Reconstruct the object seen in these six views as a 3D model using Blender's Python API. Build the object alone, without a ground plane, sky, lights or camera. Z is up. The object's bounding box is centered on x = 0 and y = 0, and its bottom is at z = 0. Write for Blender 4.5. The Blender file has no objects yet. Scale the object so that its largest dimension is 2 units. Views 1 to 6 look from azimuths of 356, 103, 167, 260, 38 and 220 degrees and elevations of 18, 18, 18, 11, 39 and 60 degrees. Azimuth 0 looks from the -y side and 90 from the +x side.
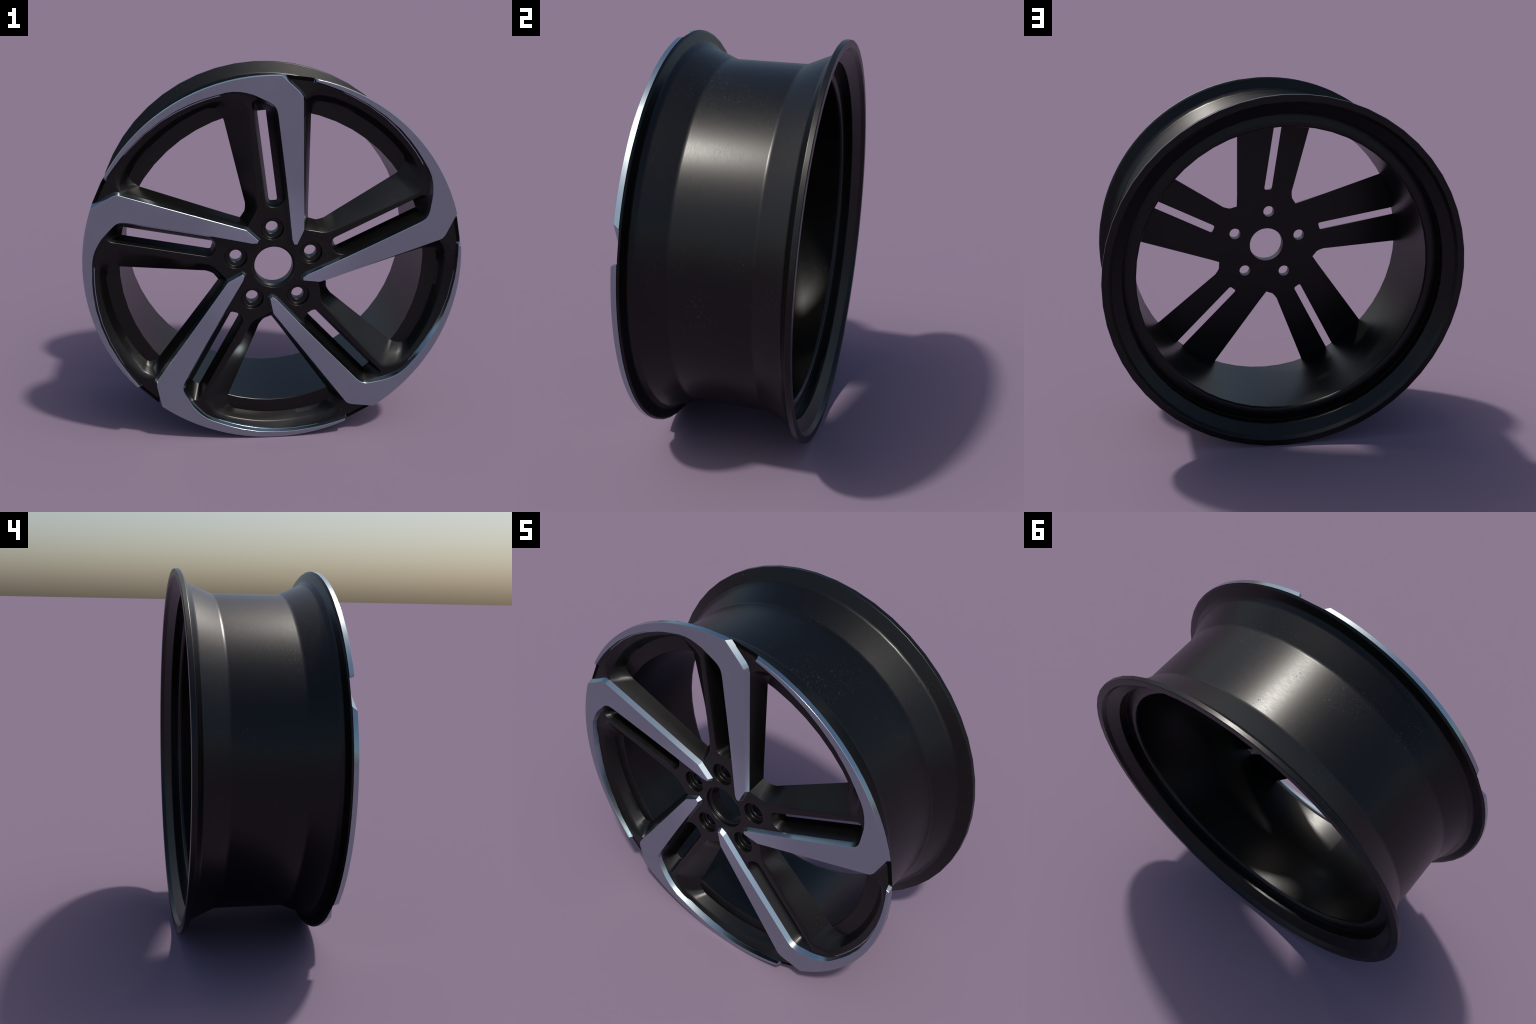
"""Alloy car wheel: black barrel, five split spokes and five bright machined trims.
The wheel axis runs along y through (0, y, 1); the styled face looks to -y.
Face shapes are drawn in a 2D (x, z) plane around the axis, once for one fifth of
the wheel, with the bolt hole of that fifth straight above the axis."""
import bpy, math
from math import cos, sin, radians, degrees, hypot, atan2
from mathutils import Vector, Matrix
from mathutils.geometry import delaunay_2d_cdt

# ------------------------------------------------------------------ dimensions
FIFTH = 72.0
TURN = 2.3                 # the whole pattern is turned by this much
Y_TRIM = -0.388            # front of the bright trims
Y_FACE = -0.364            # front of the black casting
Y_BACK = -0.283            # back of spokes and hub, and window ledge
R_BARREL = 0.8183          # inside of the barrel
SOFT = 0.0025              # broken edge where spokes and ledges meet the barrel
R_LIP = 0.981              # where the front face ends
SEGMENTS = 55              # facets round the barrel
PHASE = 0.85               # angle of the first barrel vertex
BOLT_R, BOLT_COUNT = 0.209, 5


def pol(r, a):
    return (r * cos(radians(a)), r * sin(radians(a)))


def rot(p, a):
    c, s = cos(radians(a)), sin(radians(a))
    return (p[0] * c - p[1] * s, p[0] * s + p[1] * c)


def lerp(a, b, t):
    return tuple(u + (v - u) * t for u, v in zip(a, b))


# ------------------------------------------------------------------ materials
def node(nt, kind, **inputs):
    n = nt.nodes.new(kind)
    for k, v in inputs.items():
        key = k.replace('_', ' ')
        n.inputs[key].default_value = v
    return n


def ramp(nt, fac, stops):
    r = nt.nodes.new('ShaderNodeValToRGB')
    el = r.color_ramp.elements
    el[0].position, el[0].color = stops[0][0], (*[stops[0][1]] * 3, 1)
    el[1].position, el[1].color = stops[1][0], (*[stops[1][1]] * 3, 1)
    nt.links.new(fac, r.inputs['Fac'])
    return r.outputs['Color']


def black_paint(name, base, rough, dust_amount):
    m = bpy.data.materials.new(name)
    m.use_nodes = True
    nt = m.node_tree
    L = nt.links.new
    b = nt.nodes['Principled BSDF']
    tc = nt.nodes.new('ShaderNodeTexCoord')
    # large soft clouds of handling wear, and fine specks that only sit inside them
    cloud = node(nt, 'ShaderNodeTexNoise', Scale=3.2, Detail=5.0, Roughness=0.6)
    speck = node(nt, 'ShaderNodeTexNoise', Scale=120.0, Detail=3.0, Roughness=0.65)
    streak = node(nt, 'ShaderNodeTexNoise', Scale=30.0, Detail=4.0, Roughness=0.6)
    mp = nt.nodes.new('ShaderNodeMapping')
    mp.inputs['Scale'].default_value = (1.0, 9.0, 1.0)
    L(tc.outputs['Object'], mp.inputs['Vector'])
    L(mp.outputs['Vector'], streak.inputs['Vector'])
    for n in (cloud, speck):
        L(tc.outputs['Object'], n.inputs['Vector'])
    patch = ramp(nt, cloud.outputs['Fac'], ((0.50, 0.0), (0.66, 1.0)))
    dots = ramp(nt, speck.outputs['Fac'], ((0.60, 0.0), (0.70, 1.0)))
    mul = nt.nodes.new('ShaderNodeMath')
    mul.operation = 'MULTIPLY'
    L(patch, mul.inputs[0])
    L(dots, mul.inputs[1])
    dust = nt.nodes.new('ShaderNodeMath')
    dust.operation = 'MULTIPLY'
    L(mul.outputs[0], dust.inputs[0])
    dust.inputs[1].default_value = dust_amount
    mix = nt.nodes.new('ShaderNodeMix')
    mix.data_type = 'RGBA'
    mix.inputs[6].default_value = (*base, 1)
    mix.inputs[7].default_value = (0.07, 0.055, 0.04, 1)
    L(dust.outputs[0], mix.inputs[0])
    L(mix.outputs[2], b.inputs['Base Color'])
    # roughness: streaks plus dull specks
    rr = nt.nodes.new('ShaderNodeMapRange')
    rr.inputs['From Min'].default_value = 0.3
    rr.inputs['From Max'].default_value = 0.7
    rr.inputs['To Min'].default_value = rough - 0.025
    rr.inputs['To Max'].default_value = rough + 0.035
    L(streak.outputs['Fac'], rr.inputs['Value'])
    add = nt.nodes.new('ShaderNodeMath')
    add.operation = 'MULTIPLY_ADD'
    L(mul.outputs[0], add.inputs[0])
    add.inputs[1].default_value = 0.3
    L(rr.outputs['Result'], add.inputs[2])
    L(add.outputs[0], b.inputs['Roughness'])
    b.inputs['Specular IOR Level'].default_value = 0.37
    return m


def bright_metal(name, base, rough):
    m = bpy.data.materials.new(name)
    m.use_nodes = True
    nt = m.node_tree
    L = nt.links.new
    b = nt.nodes['Principled BSDF']
    tc = nt.nodes.new('ShaderNodeTexCoord')
    cloud = node(nt, 'ShaderNodeTexNoise', Scale=9.0, Detail=4.0, Roughness=0.55)
    L(tc.outputs['Object'], cloud.inputs['Vector'])
    rr = nt.nodes.new('ShaderNodeMapRange')
    rr.inputs['From Min'].default_value = 0.3
    rr.inputs['From Max'].default_value = 0.7
    rr.inputs['To Min'].default_value = rough - 0.02
    rr.inputs['To Max'].default_value = rough + 0.03
    L(cloud.outputs['Fac'], rr.inputs['Value'])
    L(rr.outputs['Result'], b.inputs['Roughness'])
    # paler base colour toward the hub; faint cloudiness elsewhere
    flat = nt.nodes.new('ShaderNodeVectorMath')
    flat.operation = 'MULTIPLY'
    flat.inputs[1].default_value = (1, 0, 1)
    L(tc.outputs['Object'], flat.inputs[0])
    dist = nt.nodes.new('ShaderNodeVectorMath')
    dist.operation = 'LENGTH'
    L(flat.outputs['Vector'], dist.inputs[0])
    near = nt.nodes.new('ShaderNodeMapRange')
    near.inputs['From Min'].default_value = 0.20
    near.inputs['From Max'].default_value = 0.48
    near.inputs['To Min'].default_value = 1.0
    near.inputs['To Max'].default_value = 0.0
    L(dist.outputs['Value'], near.inputs['Value'])
    soft = node(nt, 'ShaderNodeTexNoise', Scale=4.0, Detail=2.0, Roughness=0.5)
    L(tc.outputs['Object'], soft.inputs['Vector'])
    blend = nt.nodes.new('ShaderNodeMath')
    blend.operation = 'MULTIPLY_ADD'
    L(soft.outputs['Fac'], blend.inputs[0])
    blend.inputs[1].default_value = 0.30
    less = nt.nodes.new('ShaderNodeMath')
    less.operation = 'MULTIPLY_ADD'
    L(near.outputs['Result'], less.inputs[0])
    less.inputs[1].default_value = 0.95
    less.inputs[2].default_value = -0.15
    L(less.outputs[0], blend.inputs[2])
    mix = nt.nodes.new('ShaderNodeMix')
    mix.data_type = 'RGBA'
    mix.clamp_factor = False
    mix.inputs[6].default_value = (*base, 1)
    mix.inputs[7].default_value = (*[min(1, c * 1.30) for c in base], 1)
    L(blend.outputs[0], mix.inputs[0])
    L(mix.outputs[2], b.inputs['Base Color'])
    b.inputs['Metallic'].default_value = 1.0
    return m


MAT_BLACK = black_paint('satin_black_paint', (0.0014, 0.0013, 0.0012), 0.33, 0.35)
MAT_BARREL = black_paint('barrel_black_paint', (0.0007, 0.0007, 0.0006), 0.32, 0.6)
MAT_EDGE_BAND = black_paint('unlit_black_edge', (0.001, 0.001, 0.001), 0.75, 0.0)
MAT_EDGE_BAND.node_tree.nodes['Principled BSDF'].inputs['Specular IOR Level'].default_value = 0.08
MAT_TRIM = bright_metal('machined_aluminium', (0.385, 0.465, 0.50), 0.17)

# ------------------------------------------------------------------ scene tree
wheel = bpy.data.objects.new('alloy_wheel', None)
bpy.context.scene.collection.objects.link(wheel)
wheel['label'] = 'black five-spoke alloy car wheel with bright silver trims'
wheel['category'] = 'car wheel'
wheel.empty_display_size = 0.2


def add_object(name, mesh, parent, **props):
    o = bpy.data.objects.new(name, mesh)
    bpy.context.scene.collection.objects.link(o)
    o.parent = parent
    for k, v in props.items():
        o[k] = v
    return o


class Builder:
    """Collects faces (with a region name, a material slot and corner normals)."""

    def __init__(self):
        self.verts, self.index, self.faces = [], {}, []

    def vert(self, p):
        k = tuple(round(c, 5) for c in p)
        if k not in self.index:
            self.index[k] = len(self.verts)
            self.verts.append(p)
        return self.index[k]

    def face(self, pts, region='', normals=None, toward=None):
        ids = [self.vert(p) for p in pts]
        keep = [i for i in range(len(ids)) if ids[i] != ids[i - 1]]
        ids = [ids[i] for i in keep]
        if len(set(ids)) < 3:
            return
        nor = [normals[i] for i in keep] if normals else None
        if toward is not None:
            a, b, c = (Vector(self.verts[i]) for i in ids[:3])
            n = (b - a).cross(c - a)
            if len(ids) > 3:
                n += (c - a).cross(Vector(self.verts[ids[3]]) - a)
            if n.dot(Vector(toward)) < 0:
                ids.reverse()
                if nor:
                    nor.reverse()
        self.faces.append((ids, region, nor))

    def mesh(self, name, material, sharp=32, fix=None):
        """One mesh of everything; corner normals are smoothed below the sharp angle."""
        me = bpy.data.meshes.new(name)
        me.from_pydata(self.verts, [], [f[0] for f in self.faces])
        me.materials.append(material)
        me.shade_smooth()
        me.set_sharp_from_angle(angle=radians(sharp))
        nor = [Vector(c.vector) for c in me.corner_normals]
        for poly, f in zip(me.polygons, self.faces):
            for j, li in enumerate(poly.loop_indices):
                if f[2]:
                    nor[li] = Vector(f[2][j])
                elif fix:
                    nor[li] = fix(me.vertices[me.loops[li].vertex_index].co, poly.normal, nor[li])
        return me, nor

    def parts(self, name, material, sharp=32, fix=None):
        """Splits by region; every part keeps the normals of the whole surface."""
        me, nor = self.mesh(name, material, sharp, fix)
        out = {}
        for region in sorted({f[1] for f in self.faces}):
            polys = [p for p, f in zip(me.polygons, self.faces) if f[1] == region]
            used, vs, fs, ns = {}, [], [], []
            for p in polys:
                ids = []
                for li in p.loop_indices:
                    v = me.loops[li].vertex_index
                    if v not in used:
                        used[v] = len(vs)
                        vs.append(me.vertices[v].co.copy())
                    ids.append(used[v])
                    ns.append(nor[li])
                fs.append(ids)
            pm = bpy.data.meshes.new(name + '_' + region if region else name)
            pm.from_pydata(vs, [], fs)
            pm.materials.append(material)
            pm.shade_smooth()
            pm.normals_split_custom_set(ns)
            out[region] = pm
        bpy.data.meshes.remove(me)
        return out


# ------------------------------------------------------------------ turned shapes
def rounded_profile(points):
    """points: (r, y, fillet). Returns (r, y, normal_before, normal_after) stations with the
    corners rounded; normals are left of the walking direction."""
    out = []
    n = len(points)

    def seg(i):
        a, b = points[i], points[i + 1]
        d = Vector((b[0] - a[0], b[1] - a[1])).normalized()
        return d, Vector((-d.y, d.x))
    for i, (r, y, f) in enumerate(points):
        if i == 0:
            nn = seg(0)[1]
            out.append((r, y, nn, nn))
        elif i == n - 1:
            nn = seg(n - 2)[1]
            out.append((r, y, nn, nn))
        else:
            d0, n0 = seg(i - 1)
            d1, n1 = seg(i)
            if f <= 0:
                out.append((r, y, n0, n1))
                continue
            p = Vector((r, y))
            a, b = p - d0 * f, p + d1 * f
            for t in (0, 0.34, 0.67, 1):
                q = a * (1 - t) ** 2 + p * 2 * t * (1 - t) + b * t * t
                nn = (n0 * (1 - t) + n1 * t).normalized()
                out.append((q.x, q.y, nn, nn))
    return out


def turn(builder, profile, segments, phase, region='', centre=(0.0, 1.0)):
    st = rounded_profile(profile)
    ang = [phase + 360.0 * i / segments for i in range(segments + 1)]
    for (r0, y0, _, n0), (r1, y1, n1, _) in zip(st, st[1:]):
        for a, b in zip(ang, ang[1:]):
            def P(r, y, t):
                x, z = pol(r, t)
                return (x + centre[0], y, z + centre[1])

            def N(n, t):
                x, z = pol(1, t)
                return (n.x * x, n.y, n.x * z)
            builder.face([P(r0, y0, a), P(r1, y1, a), P(r1, y1, b), P(r0, y0, b)], region,
                         [N(n0, a), N(n1, a), N(n1, b), N(n0, b)],
                         toward=N((n0 + n1), (a + b) / 2))


# barrel: inner wall -> stepped back lip -> outer flange -> drop centre -> front flare
BARREL = [
    (R_BARREL + SOFT, Y_BACK, 0), (R_BARREL, Y_BACK + SOFT, 0.0010), (0.8170, 0.2690, 0.007), (0.8240, 0.2815, 0.005), (0.8420, 0.2835, 0.006),
    (0.8880, 0.2765, 0.004), (0.8950, 0.2755, 0.002),
    (0.8940, 0.326, 0.003), (0.950, 0.366, 0.004), (0.965, 0.388, 0.003), (1.0012, 0.388, 0.004),
    (1.0012, 0.362, 0.004), (0.935, 0.330, 0.010), (0.874, 0.190, 0.009), (0.874, -0.188, 0.009),
    (0.9260, -0.3190, 0.006), (0.9450, -0.3390, 0.008), (0.9925, -0.3530, 0.004),
    (1.0008, -0.3605, 0)]
bb = Builder()
turn(bb, [(r, y, f) for r, y, f in BARREL][::1], SEGMENTS, PHASE, 'barrel')
barrel_parts = bb.parts('rim_barrel', MAT_BARREL)
barrel = add_object('rim_barrel', barrel_parts['barrel'], wheel)

eb = Builder()
turn(eb, [(1.0008, -0.3605, 0), (0.9965, -0.3595, 0), (0.9825, -0.3575, 0), (R_LIP, Y_FACE, 0)],
     SEGMENTS, PHASE, 'edge')
add_object('rim_edge_black_band', eb.parts('rim_edge_black_band', MAT_EDGE_BAND)['edge'], barrel)

# ------------------------------------------------------------------ openings in the face
# Each station: point of the edge, matching point on the back plane, edge rounding, and how far the
# edge lies below the front plane with the width of the slope that leads down to it, and a bulge of the wall.
DENSE = 0.02


def densify(stations, curved=()):
    """Closed loop of stations -> closely spaced stations; 'curved' spans run in polar steps."""
    out = []
    n = len(stations)
    for i in range(n):
        s0, s1 = (tuple(q) + (0,) * (6 - len(q)) for q in (stations[i], stations[(i + 1) % n]))
        length = max(hypot(s1[k][0] - s0[k][0], s1[k][1] - s0[k][1]) for k in (0, 1))
        steps = max(1, int(length / DENSE))
        for s in range(steps):
            t = s / steps

            def between(p, q):
                if i not in curved:
                    return lerp(p, q, t)
                ra, aa = hypot(*p), degrees(atan2(p[1], p[0]))
                rb, ab = hypot(*q), degrees(atan2(q[1], q[0]))
                return pol(ra + (rb - ra) * t, aa + (ab - aa) * t)
            out.append((between(s0[0], s1[0]), between(s0[1], s1[1])) + lerp(s0[2:], s1[2:], t))
    return out


WINDOW = [
    (pol(0.2583, 119.55), pol(0.308, 122.0), 0.004, 0, 0),
    ((-0.1060, 0.2620), (-0.1500, 0.2790), 0.005, 0, 0),
    ((-0.0837, 0.2976), (-0.1385, 0.2945), 0.005, 0, 0),
    ((-0.0745, 0.3190), (-0.1345, 0.3140), 0.006, 0, 0),
    ((-0.0719, 0.3400), (-0.1330, 0.3380), 0.006, 0, 0),
    ((-0.0735, 0.3920), (-0.1425, 0.3850), 0.007, 0, 0),
    ((-0.0955, 0.8166), (-0.2165, 0.7660), 0.008, 0, 0),
    ((-0.1010, 0.8360), (-0.2185, 0.7760), 0.010, 0.001, 0.011),
    ((-0.1160, 0.8520), pol(0.8175, 105.75), 0.010, 0.003, 0.014, 0.008),
    ((-0.1590, 0.8700), pol(0.8490, 106.25), 0.010, 0.007, 0.019, 0.015),
    ((-0.2060, 0.8840), pol(0.8785, 107.30), 0.010, 0.013, 0.027, 0.010),
    (pol(0.9185, 107.0), pol(0.8925, 109.3), 0.006, 0.020, 0.038),
    (pol(0.9250, 119.0), pol(0.8950, 119.0), 0.005, 0.024, 0.044),
    (pol(0.9285, 130.5), pol(0.8950, 130.5), 0.005, 0.032, 0.045),
    (pol(0.9290, 138.5), pol(0.8940, 138.5), 0.006, 0.034, 0.045),
    (pol(0.9275, 142.0), pol(0.8930, 141.6), 0.007, 0.029, 0.044),
    (pol(0.9235, 145.0), pol(0.8900, 143.9), 0.008, 0.021, 0.040),
    (pol(0.9130, 147.3), pol(0.8790, 145.0), 0.007, 0.012, 0.026),
    (pol(0.8970, 148.8), pol(0.8530, 145.6), 0.005, 0.004, 0.012),
    (rot((0.1942, 0.8700), FIFTH), pol(0.817, 145.7), 0.002, 0, 0),
    (rot((0.1757, 0.2700), FIFTH), rot((0.2005, 0.3050), FIFTH), 0.002, 0, 0),
]
SLOT = [
    ((-0.0316, 0.3520), (-0.0079, 0.3541), 0.004),
    ((-0.0220, 0.3365), (-0.0040, 0.3470), 0.004),
    ((-0.0030, 0.3262), (0.0018, 0.3438), 0.004),
    ((0.0240, 0.3225), (0.0304, 0.3432), 0.004),
    ((0.0500, 0.3310), (0.0350, 0.3470), 0.004),
    ((0.0680, 0.3510), (0.0365, 0.3540), 0.003),
    ((0.0780, 0.3722), (0.0360, 0.3620), 0.0015),
    ((0.0410, 0.8000), (-0.0003, 0.7880), 0.0015),
    ((0.0355, 0.8295), (-0.0015, 0.8060), 0.0015),
    ((0.0240, 0.8450), (-0.0022, 0.8140), 0.0015),
    ((0.0085, 0.8560), (-0.0028, 0.8165), 0.0015),
    ((-0.0450, 0.8822), (-0.0200, 0.8163), 0.003),
    ((-0.0580, 0.8832), (-0.0360, 0.8157), 0.005),
    ((-0.0700, 0.8760), (-0.0445, 0.8152), 0.005),
    ((-0.0765, 0.8600), (-0.0466, 0.8140), 0.005),
    ((-0.0740, 0.8300), (-0.0450, 0.7950), 0.004),
]


def signed_area(pts):
    return 0.5 * sum(a[0] * b[1] - b[0] * a[1] for a, b in zip(pts, pts[1:] + pts[:1]))


def inside(p, poly):
    c, (x, y) = False, p
    j = len(poly) - 1
    for i in range(len(poly)):
        (xi, yi), (xj, yj) = poly[i], poly[j]
        if (yi > y) != (yj > y) and x < (xj - xi) * (y - yi) / (yj - yi) + xi:
            c = not c
        j = i
    return c


def opening(stations, angle):
    """Turned copies: list of section rows, each a closed 2D loop with its y, front to back."""
    st = [(rot(q[0], angle), rot(q[1], angle)) + q[2:] for q in stations]
    n = len(st)
    front = [q[0] for q in st]
    sign = 1 if signed_area(front) > 0 else -1
    rows = [[] for _ in range(7)]
    for i, (f, b, rad, drop, width, bulge) in enumerate(st):
        a, c = front[i - 1], front[(i + 1) % n]
        t = Vector((c[0] - a[0], c[1] - a[1])).normalized()
        out = Vector((t.y, -t.x)) * sign                      # away from the opening
        B = Vector((b[0], Y_BACK, b[1]))
        edge = Vector((f[0], Y_FACE + drop, f[1]))
        start = Vector((f[0], Y_FACE, f[1])) + Vector((out.x, 0, out.y)) * max(width, rad)
        rows[0].append(start)
        up, down = start - edge, B - edge
        p0 = edge + up * min(0.97, rad / up.length)
        reach = 3.0 if rad > 0.0065 and drop == 0 else 1.0     # soft shoulder of the dark spoke arm
        p2 = edge + down * min(0.6, reach * rad / down.length)
        for k, u in enumerate((0, 0.33, 0.67, 1)):
            rows[k + 1].append(p0 * (1 - u) ** 2 + edge * 2 * u * (1 - u) + p2 * u * u)
        rows[5].append(p2 * 0.5 + B * 0.5 + Vector((0, -bulge, 0)))
        rows[6].append(B)
    return rows, sign


def circle(c, r, n, phase=0.0):
    return [(c[0] + r * cos(radians(phase + 360 * i / n)), c[1] + r * sin(radians(phase + 360 * i / n)))
            for i in range(n)]


def mean2(pts):
    return (sum(p[0] for p in pts) / len(pts), sum(p[1] for p in pts) / len(pts))


HUB_R, LIP_SPLIT = 0.285, 0.865


def region_of(p):
    r = hypot(*p)
    if r < HUB_R:
        return 'hub'
    if r > LIP_SPLIT:
        return 'lip'
    a = (degrees(atan2(p[1], p[0])) - TURN - 54.0 - 8.0) % 360
    return 'spoke%d' % int(a // FIFTH)


def triangulate(loops):
    vs, es = [], []
    for loop in loops:
        k = len(vs)
        vs += [Vector(p) for p in loop]
        es += [(k + i, k + (i + 1) % len(loop)) for i in range(len(loop))]
    r = delaunay_2d_cdt(vs, es, [], 0, 1e-6)
    return [[tuple(r[0][i]) for i in f] for f in r[2]]


disc = Builder()
windows, slots, front_holes, back_holes = [], [], [], []
window_dense = densify(WINDOW, curved=(11, 12, 13, 14, 15))
slot_dense = densify(SLOT)
for k in range(5):
    for dense, store, kind in ((window_dense, windows, 'window'), (slot_dense, slots, 'slot')):
        rows, sign = opening(dense, TURN + FIFTH * k)
        store.append([(p.x, p.z) for p in rows[6]])
        front_holes.append([(p.x, p.z) for p in rows[0]])
        n = len(dense)
        centre = Vector((*mean2(front_holes[-1]), 0))
        for ra, rb in zip(rows, rows[1:]):
            for i in range(n):
                j = (i + 1) % n
                quad = [ra[i], ra[j], rb[j], rb[i]]
                t = rows[3][j] - rows[3][i]
                into = Vector((-t.z, 0, t.x)) * sign + Vector((0, -0.2 * t.length, 0))
                m = mean2([(p.x, p.z) for p in quad])
                disc.face([(p.x, p.y, p.z + 1) for p in quad], region_of(m), toward=into)

# bolt recesses and centre bore: rounded turned profiles let into the hub
BOLT = [(0.0640, Y_FACE, 0), (0.0605, Y_FACE, 0.003), (0.0560, -0.3365, 0.0035), (0.0365, -0.3340, 0.002),
        (0.0330, -0.3305, 0.002), (0.0330, Y_BACK, 0)]
BORE = [(0.1195, Y_FACE, 0), (0.1160, Y_FACE, 0.003), (0.1120, -0.3460, 0.002), (0.1080, -0.3440, 0.002),
        (0.1060, -0.3400, 0.0015), (0.1030, -0.3385, 0.0015), (0.1025, Y_BACK, 0)]
BOLT_SIDES, BORE_SIDES = 20, 40
hub_children = []
for i in range(BOLT_COUNT):
    c = pol(BOLT_R, 90 + TURN + FIFTH * i)
    front_holes.append(circle(c, BOLT[0][0], BOLT_SIDES))
    back_holes.append(circle(c, BOLT[-1][0], BOLT_SIDES))
front_holes.append(circle((0, 0), BORE[0][0], BORE_SIDES))
back_holes.append(circle((0, 0), BORE[-1][0], BORE_SIDES))

# front plane
rim_circle = circle((0, 0), R_LIP, SEGMENTS, PHASE)
splits = [circle((0, 0), HUB_R, 60), circle((0, 0), LIP_SPLIT, 90)]
for tri in triangulate([rim_circle] + front_holes + splits):
    c = mean2(tri)
    if inside(c, rim_circle) and not any(inside(c, h) for h in front_holes):
        disc.face([(p[0], Y_FACE, p[1] + 1) for p in tri], region_of(c), toward=(0, -1, 0))
# back plane: spokes inside the barrel, ledges between barrel and window walls
barrel_circle = circle((0, 0), R_BARREL + SOFT, SEGMENTS, PHASE)
for tri in triangulate([barrel_circle] + windows + slots + back_holes + splits[:1]):
    c = mean2(tri)
    in_window = any(inside(c, w) for w in windows)
    in_barrel = inside(c, barrel_circle)
    pts = [(p[0], Y_BACK, p[1] + 1) for p in tri]
    if in_window and not in_barrel:
        disc.face(pts, 'lip', toward=(0, -1, 0))
    elif in_barrel and not in_window and not any(inside(c, h) for h in slots + back_holes):
        disc.face(pts, region_of(c), toward=(0, 1, 0))


def flat_planes(co, face_normal, n):
    """Vertices on the two flat faces keep the flat normal, so roundings blend into planes."""
    x, z = rot((co.x, co.z - 1), -TURN)
    turns = round((degrees(atan2(z, x)) - 110) / FIFTH)
    x, z = rot((x, z), -FIFTH * turns)                     # seen from its own fifth, spoke upright
    a = degrees(atan2(z, x))
    if abs(co.y - Y_FACE) < 1e-5 and n.y < -0.6:
        if face_normal.y < -0.93:
            return Vector((0, -1, 0))
        w = max(0, min(1, (a - 106) / 8, (140 - a) / 14))
        return Vector((0, -1, 0)).lerp(face_normal, w).normalized()
    if (0.37 < z < 0.86 and -0.245 < x < -0.062 and -0.95 < face_normal.y < -0.1
            and rot((face_normal.x, face_normal.z), -TURN - FIFTH * turns)[0] < -0.2):
        # the dark arm's flank rolls over softly from its shoulder
        t = (co.y - Y_FACE) / (Y_BACK - Y_FACE)
        w = max(0, min(1, (z - 0.37) / 0.05, (0.55 - z) / 0.09)) * 0.4
        return (n.lerp(Vector((0, -1, 0)), w * (1 - 0.55 * t))).normalized()
    if abs(co.y - Y_BACK) < 1e-5 and abs(face_normal.y) > 0.99:
        return Vector(face_normal)
    return n


parts = disc.parts('wheel_face', MAT_BLACK, 55, flat_planes)
hub = add_object('hub', parts['hub'], wheel)
add_object('rim_lip', parts['lip'], wheel)
spokes = []
for key in sorted(k for k in parts if k.startswith('spoke')):
    parts[key].name = 'spoke'
    spokes.append(add_object('spoke', parts[key], wheel))

boltb = Builder()
turn(boltb, BOLT, BOLT_SIDES, 0.0, 'hole', centre=(0.0, 0.0))
bolt_mesh = boltb.parts('bolt_hole', MAT_BLACK)['hole']
for i in range(BOLT_COUNT):
    c = pol(BOLT_R, 90 + TURN + FIFTH * i)
    o = add_object('bolt_hole', bolt_mesh, hub)
    o.location = (c[0], 0, c[1] + 1)
boreb = Builder()
turn(boreb, BORE, BORE_SIDES, 0.0, 'bore')
add_object('centre_bore', boreb.parts('centre_bore', MAT_BLACK)['bore'], hub)

# ------------------------------------------------------------------ bright trims
# Stations: (point on the trim's top face, matching point at its foot)
TRIM = [
    ((0.1088, 0.1234), (0.1040, 0.1095)), ((0.1239, 0.1213), (0.1300, 0.1080)),
    ((0.1631, 0.1985), (0.1745, 0.1910)), ((0.1813, 0.8660), (0.1955, 0.8680)),
    ((0.1800, 0.8840), (0.1935, 0.8920)), ((0.1680, 0.9050), (0.1815, 0.9110)),
    (pol(0.9995, 85.5), pol(1.0008, 84.4)),
]
RIM_END_TOP, RIM_END_FOOT = 147.15, 147.9
steps = 19
for i in range(1, steps + 1):
    t = i / steps
    TRIM.append((pol(0.9995, 85.5 + (RIM_END_TOP - 85.5) * t), pol(1.0008, 84.4 + (RIM_END_FOOT - 84.4) * t)))
INNER = [(147.5, 0.9868, 148.1, 0.9800), (144.0, 0.9830, 144.5, 0.9765), (140.0, 0.9795, 140.2, 0.9730),
         (136.5, 0.9768, 136.5, 0.9700), (130.3, 0.9735, 130.0, 0.9660), (124.0, 0.9693, 123.5, 0.9605),
         (118.0, 0.9660, 118.0, 0.9540), (113.0, 0.9605, 113.0, 0.9480), (109.5, 0.9563, 109.3, 0.9440),
         (106.2, 0.9520, 106.3, 0.9405), (102.4, 0.9492, 102.2, 0.9360), (100.2, 0.9447, 100.3, 0.9312)]
TRIM += [(pol(rt, at), pol(rf, af)) for at, rt, af, rf in INNER]
TRIM += [((-0.1310, 0.9270), (-0.1325, 0.9135)), ((-0.0980, 0.9195), (-0.1000, 0.9050)),
         ((-0.0650, 0.9088), (-0.0690, 0.8945)), ((-0.0250, 0.8880), (-0.0320, 0.8755)),
         ((0.0140, 0.8665), (0.0050, 0.8560)), ((0.0300, 0.8550), (0.0200, 0.8460)),
         ((0.0420, 0.8400), (0.0300, 0.8350)), ((0.0487, 0.8225), (0.0365, 0.8180)),
         ((0.0525, 0.8000), (0.0395, 0.8000)), ((0.0741, 0.5480), (0.0617, 0.5480)),
         ((0.0886, 0.3602), (0.0772, 0.3602)), ((0.1013, 0.1501), (0.0900, 0.1420))]
Y_FOOT, Y_FOOT_RIM = -0.3625, -0.3545   # the rim strip's inner foot reaches down the slope
LINE = 0.0022                       # width of the rounded top edge
trim = Builder()
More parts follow.
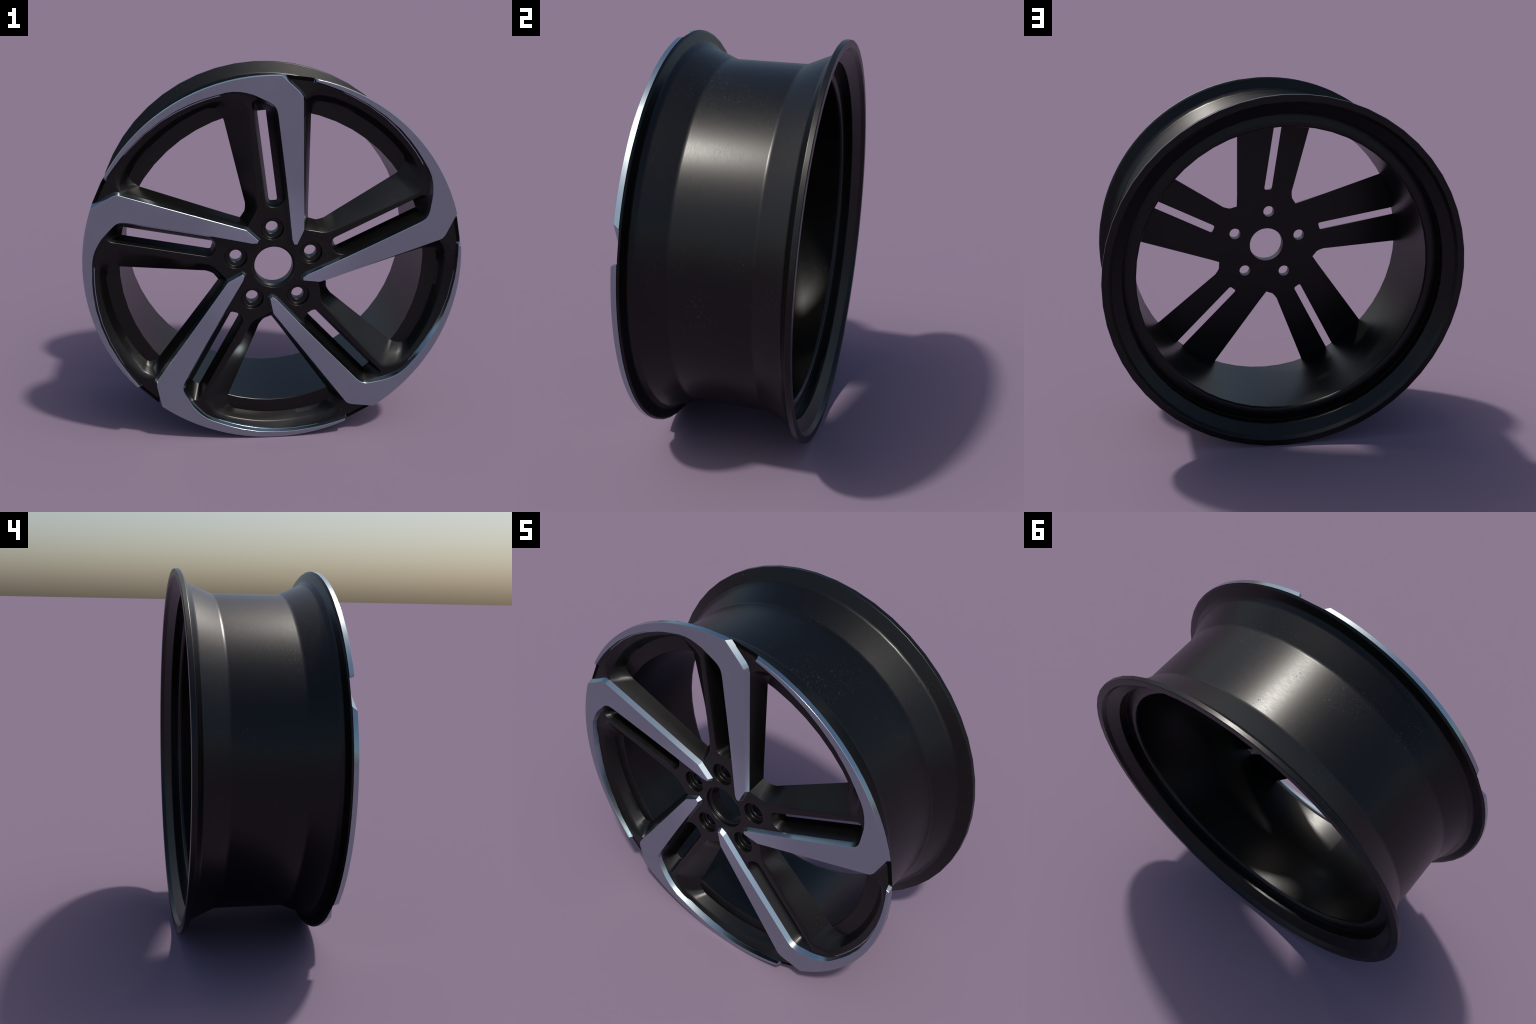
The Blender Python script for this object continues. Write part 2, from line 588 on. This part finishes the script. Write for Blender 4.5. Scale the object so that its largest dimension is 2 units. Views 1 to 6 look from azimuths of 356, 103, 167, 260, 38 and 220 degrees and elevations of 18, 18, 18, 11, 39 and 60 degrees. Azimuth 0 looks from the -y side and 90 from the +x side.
tops = [a for a, _ in TRIM]
sign = 1 if signed_area(tops) > 0 else -1
rows = [[], [], [], []]
n = len(TRIM)
for i, (t, f) in enumerate(TRIM):
    e0 = Vector((t[0] - tops[i - 1][0], t[1] - tops[i - 1][1])).normalized()
    e1 = Vector((tops[(i + 1) % n][0] - t[0], tops[(i + 1) % n][1] - t[1])).normalized()
    n0, n1 = Vector((-e0.y, e0.x)) * sign, Vector((-e1.y, e1.x)) * sign
    m = (n0 + n1).normalized()
    m *= min(1.8, 1 / max(0.4, m.dot(n0)))                       # inward mitre
    top, foot = Vector((t[0], t[1])), Vector((f[0], f[1]))
    foot_y = Y_FOOT_RIM if hypot(*f) < 0.985 and atan2(f[1], f[0]) > radians(99) else Y_FOOT
    down = (foot - top) / (foot_y - Y_TRIM)
    p_in = top + m * LINE
    p_side = top + down * LINE
    p_mid = top + (m + down) * LINE * 0.22
    for row, p, y in ((rows[0], p_in, Y_TRIM), (rows[1], p_mid, Y_TRIM + LINE * 0.25),
                      (rows[2], p_side, Y_TRIM + LINE), (rows[3], foot, foot_y)):
        row.append((p.x, y, p.y))
chamfer = []
for i in range(n):
    j = (i + 1) % n
    t = Vector((tops[j][0] - tops[i][0], 0, tops[j][1] - tops[i][1])).normalized()
    outw = Vector((t.z, 0, -t.x)) * sign
    fall = Vector(rows[3][i]) + Vector(rows[3][j]) - Vector(rows[2][i]) - Vector(rows[2][j])
    nrm = t.cross(fall).normalized()
    chamfer.append(nrm if nrm.dot(outw) > 0 else -nrm)
FRONT = Vector((0, -1, 0))
CREASED = {0, 1, 2, 6, 6 + steps, 7 + steps, n - 1}      # hub tip, rim corner and strip end


# the polished faces are very slightly crowned at the hub end of their outer edge
LEAN = {1: 0.10, 2: 0.16, 3: 0.03, 0: 0.05}
crown = [(FRONT + (chamfer[i - 1] + chamfer[i]).normalized() * LEAN.get(i, 0.0)).normalized() for i in range(n)]
crown_at = {(round(p[0], 4), round(p[2], 4)): c for p, c in zip(rows[0], crown)}


def chamfer_normal(edge, corner):
    """Normal of chamfer face 'edge' at a corner, blended with its neighbour across soft bends."""
    other = chamfer[(edge - 1) % n if corner == edge else (edge + 1) % n]
    own = chamfer[edge]
    soft = corner not in CREASED and own.angle(other) < radians(30)
    return (own + other).normalized() if soft else own


for k, (ra, rb) in enumerate(zip(rows, rows[1:])):
    for i in range(n):
        j = (i + 1) % n
        ci, cj = chamfer_normal(i, i), chamfer_normal(i, j)

        def shade(c, level, st):
            return (crown[st], (crown[st] + c).normalized(), c, c)[level]
        trim.face([ra[i], ra[j], rb[j], rb[i]], 'trim',
                  [shade(ci, k, i), shade(cj, k, j), shade(cj, k + 1, j), shade(ci, k + 1, i)],
                  toward=chamfer[i] + FRONT * 0.3)
top_loop = [(p[0], p[2]) for p in rows[0]]
foot_loop = [(p[0], p[2]) for p in rows[3]]
for loop, y, d in ((top_loop, Y_TRIM, -1), (foot_loop, Y_FOOT, 1)):
    for tri in triangulate([loop]):
        if inside(mean2(tri), loop):
            trim.face([(p[0], y, p[1]) for p in tri], 'trim', toward=(0, d, 0))


def trim_flat(co, face_normal, nrm):
    if abs(co.y - Y_TRIM) < 1e-5:
        return crown_at.get((round(co.x, 4), round(co.z, 4)), FRONT)
    if abs(face_normal.y) > 0.999:
        return Vector(face_normal)
    return nrm


trim_mesh = trim.parts('spoke_trim', MAT_TRIM, 40, trim_flat)['trim']
for k in range(5):
    o = add_object('spoke_trim', trim_mesh, wheel)
    o.location = (0, 0, 1)
    o.rotation_euler = (0, -radians(TURN + FIFTH * k), 0)
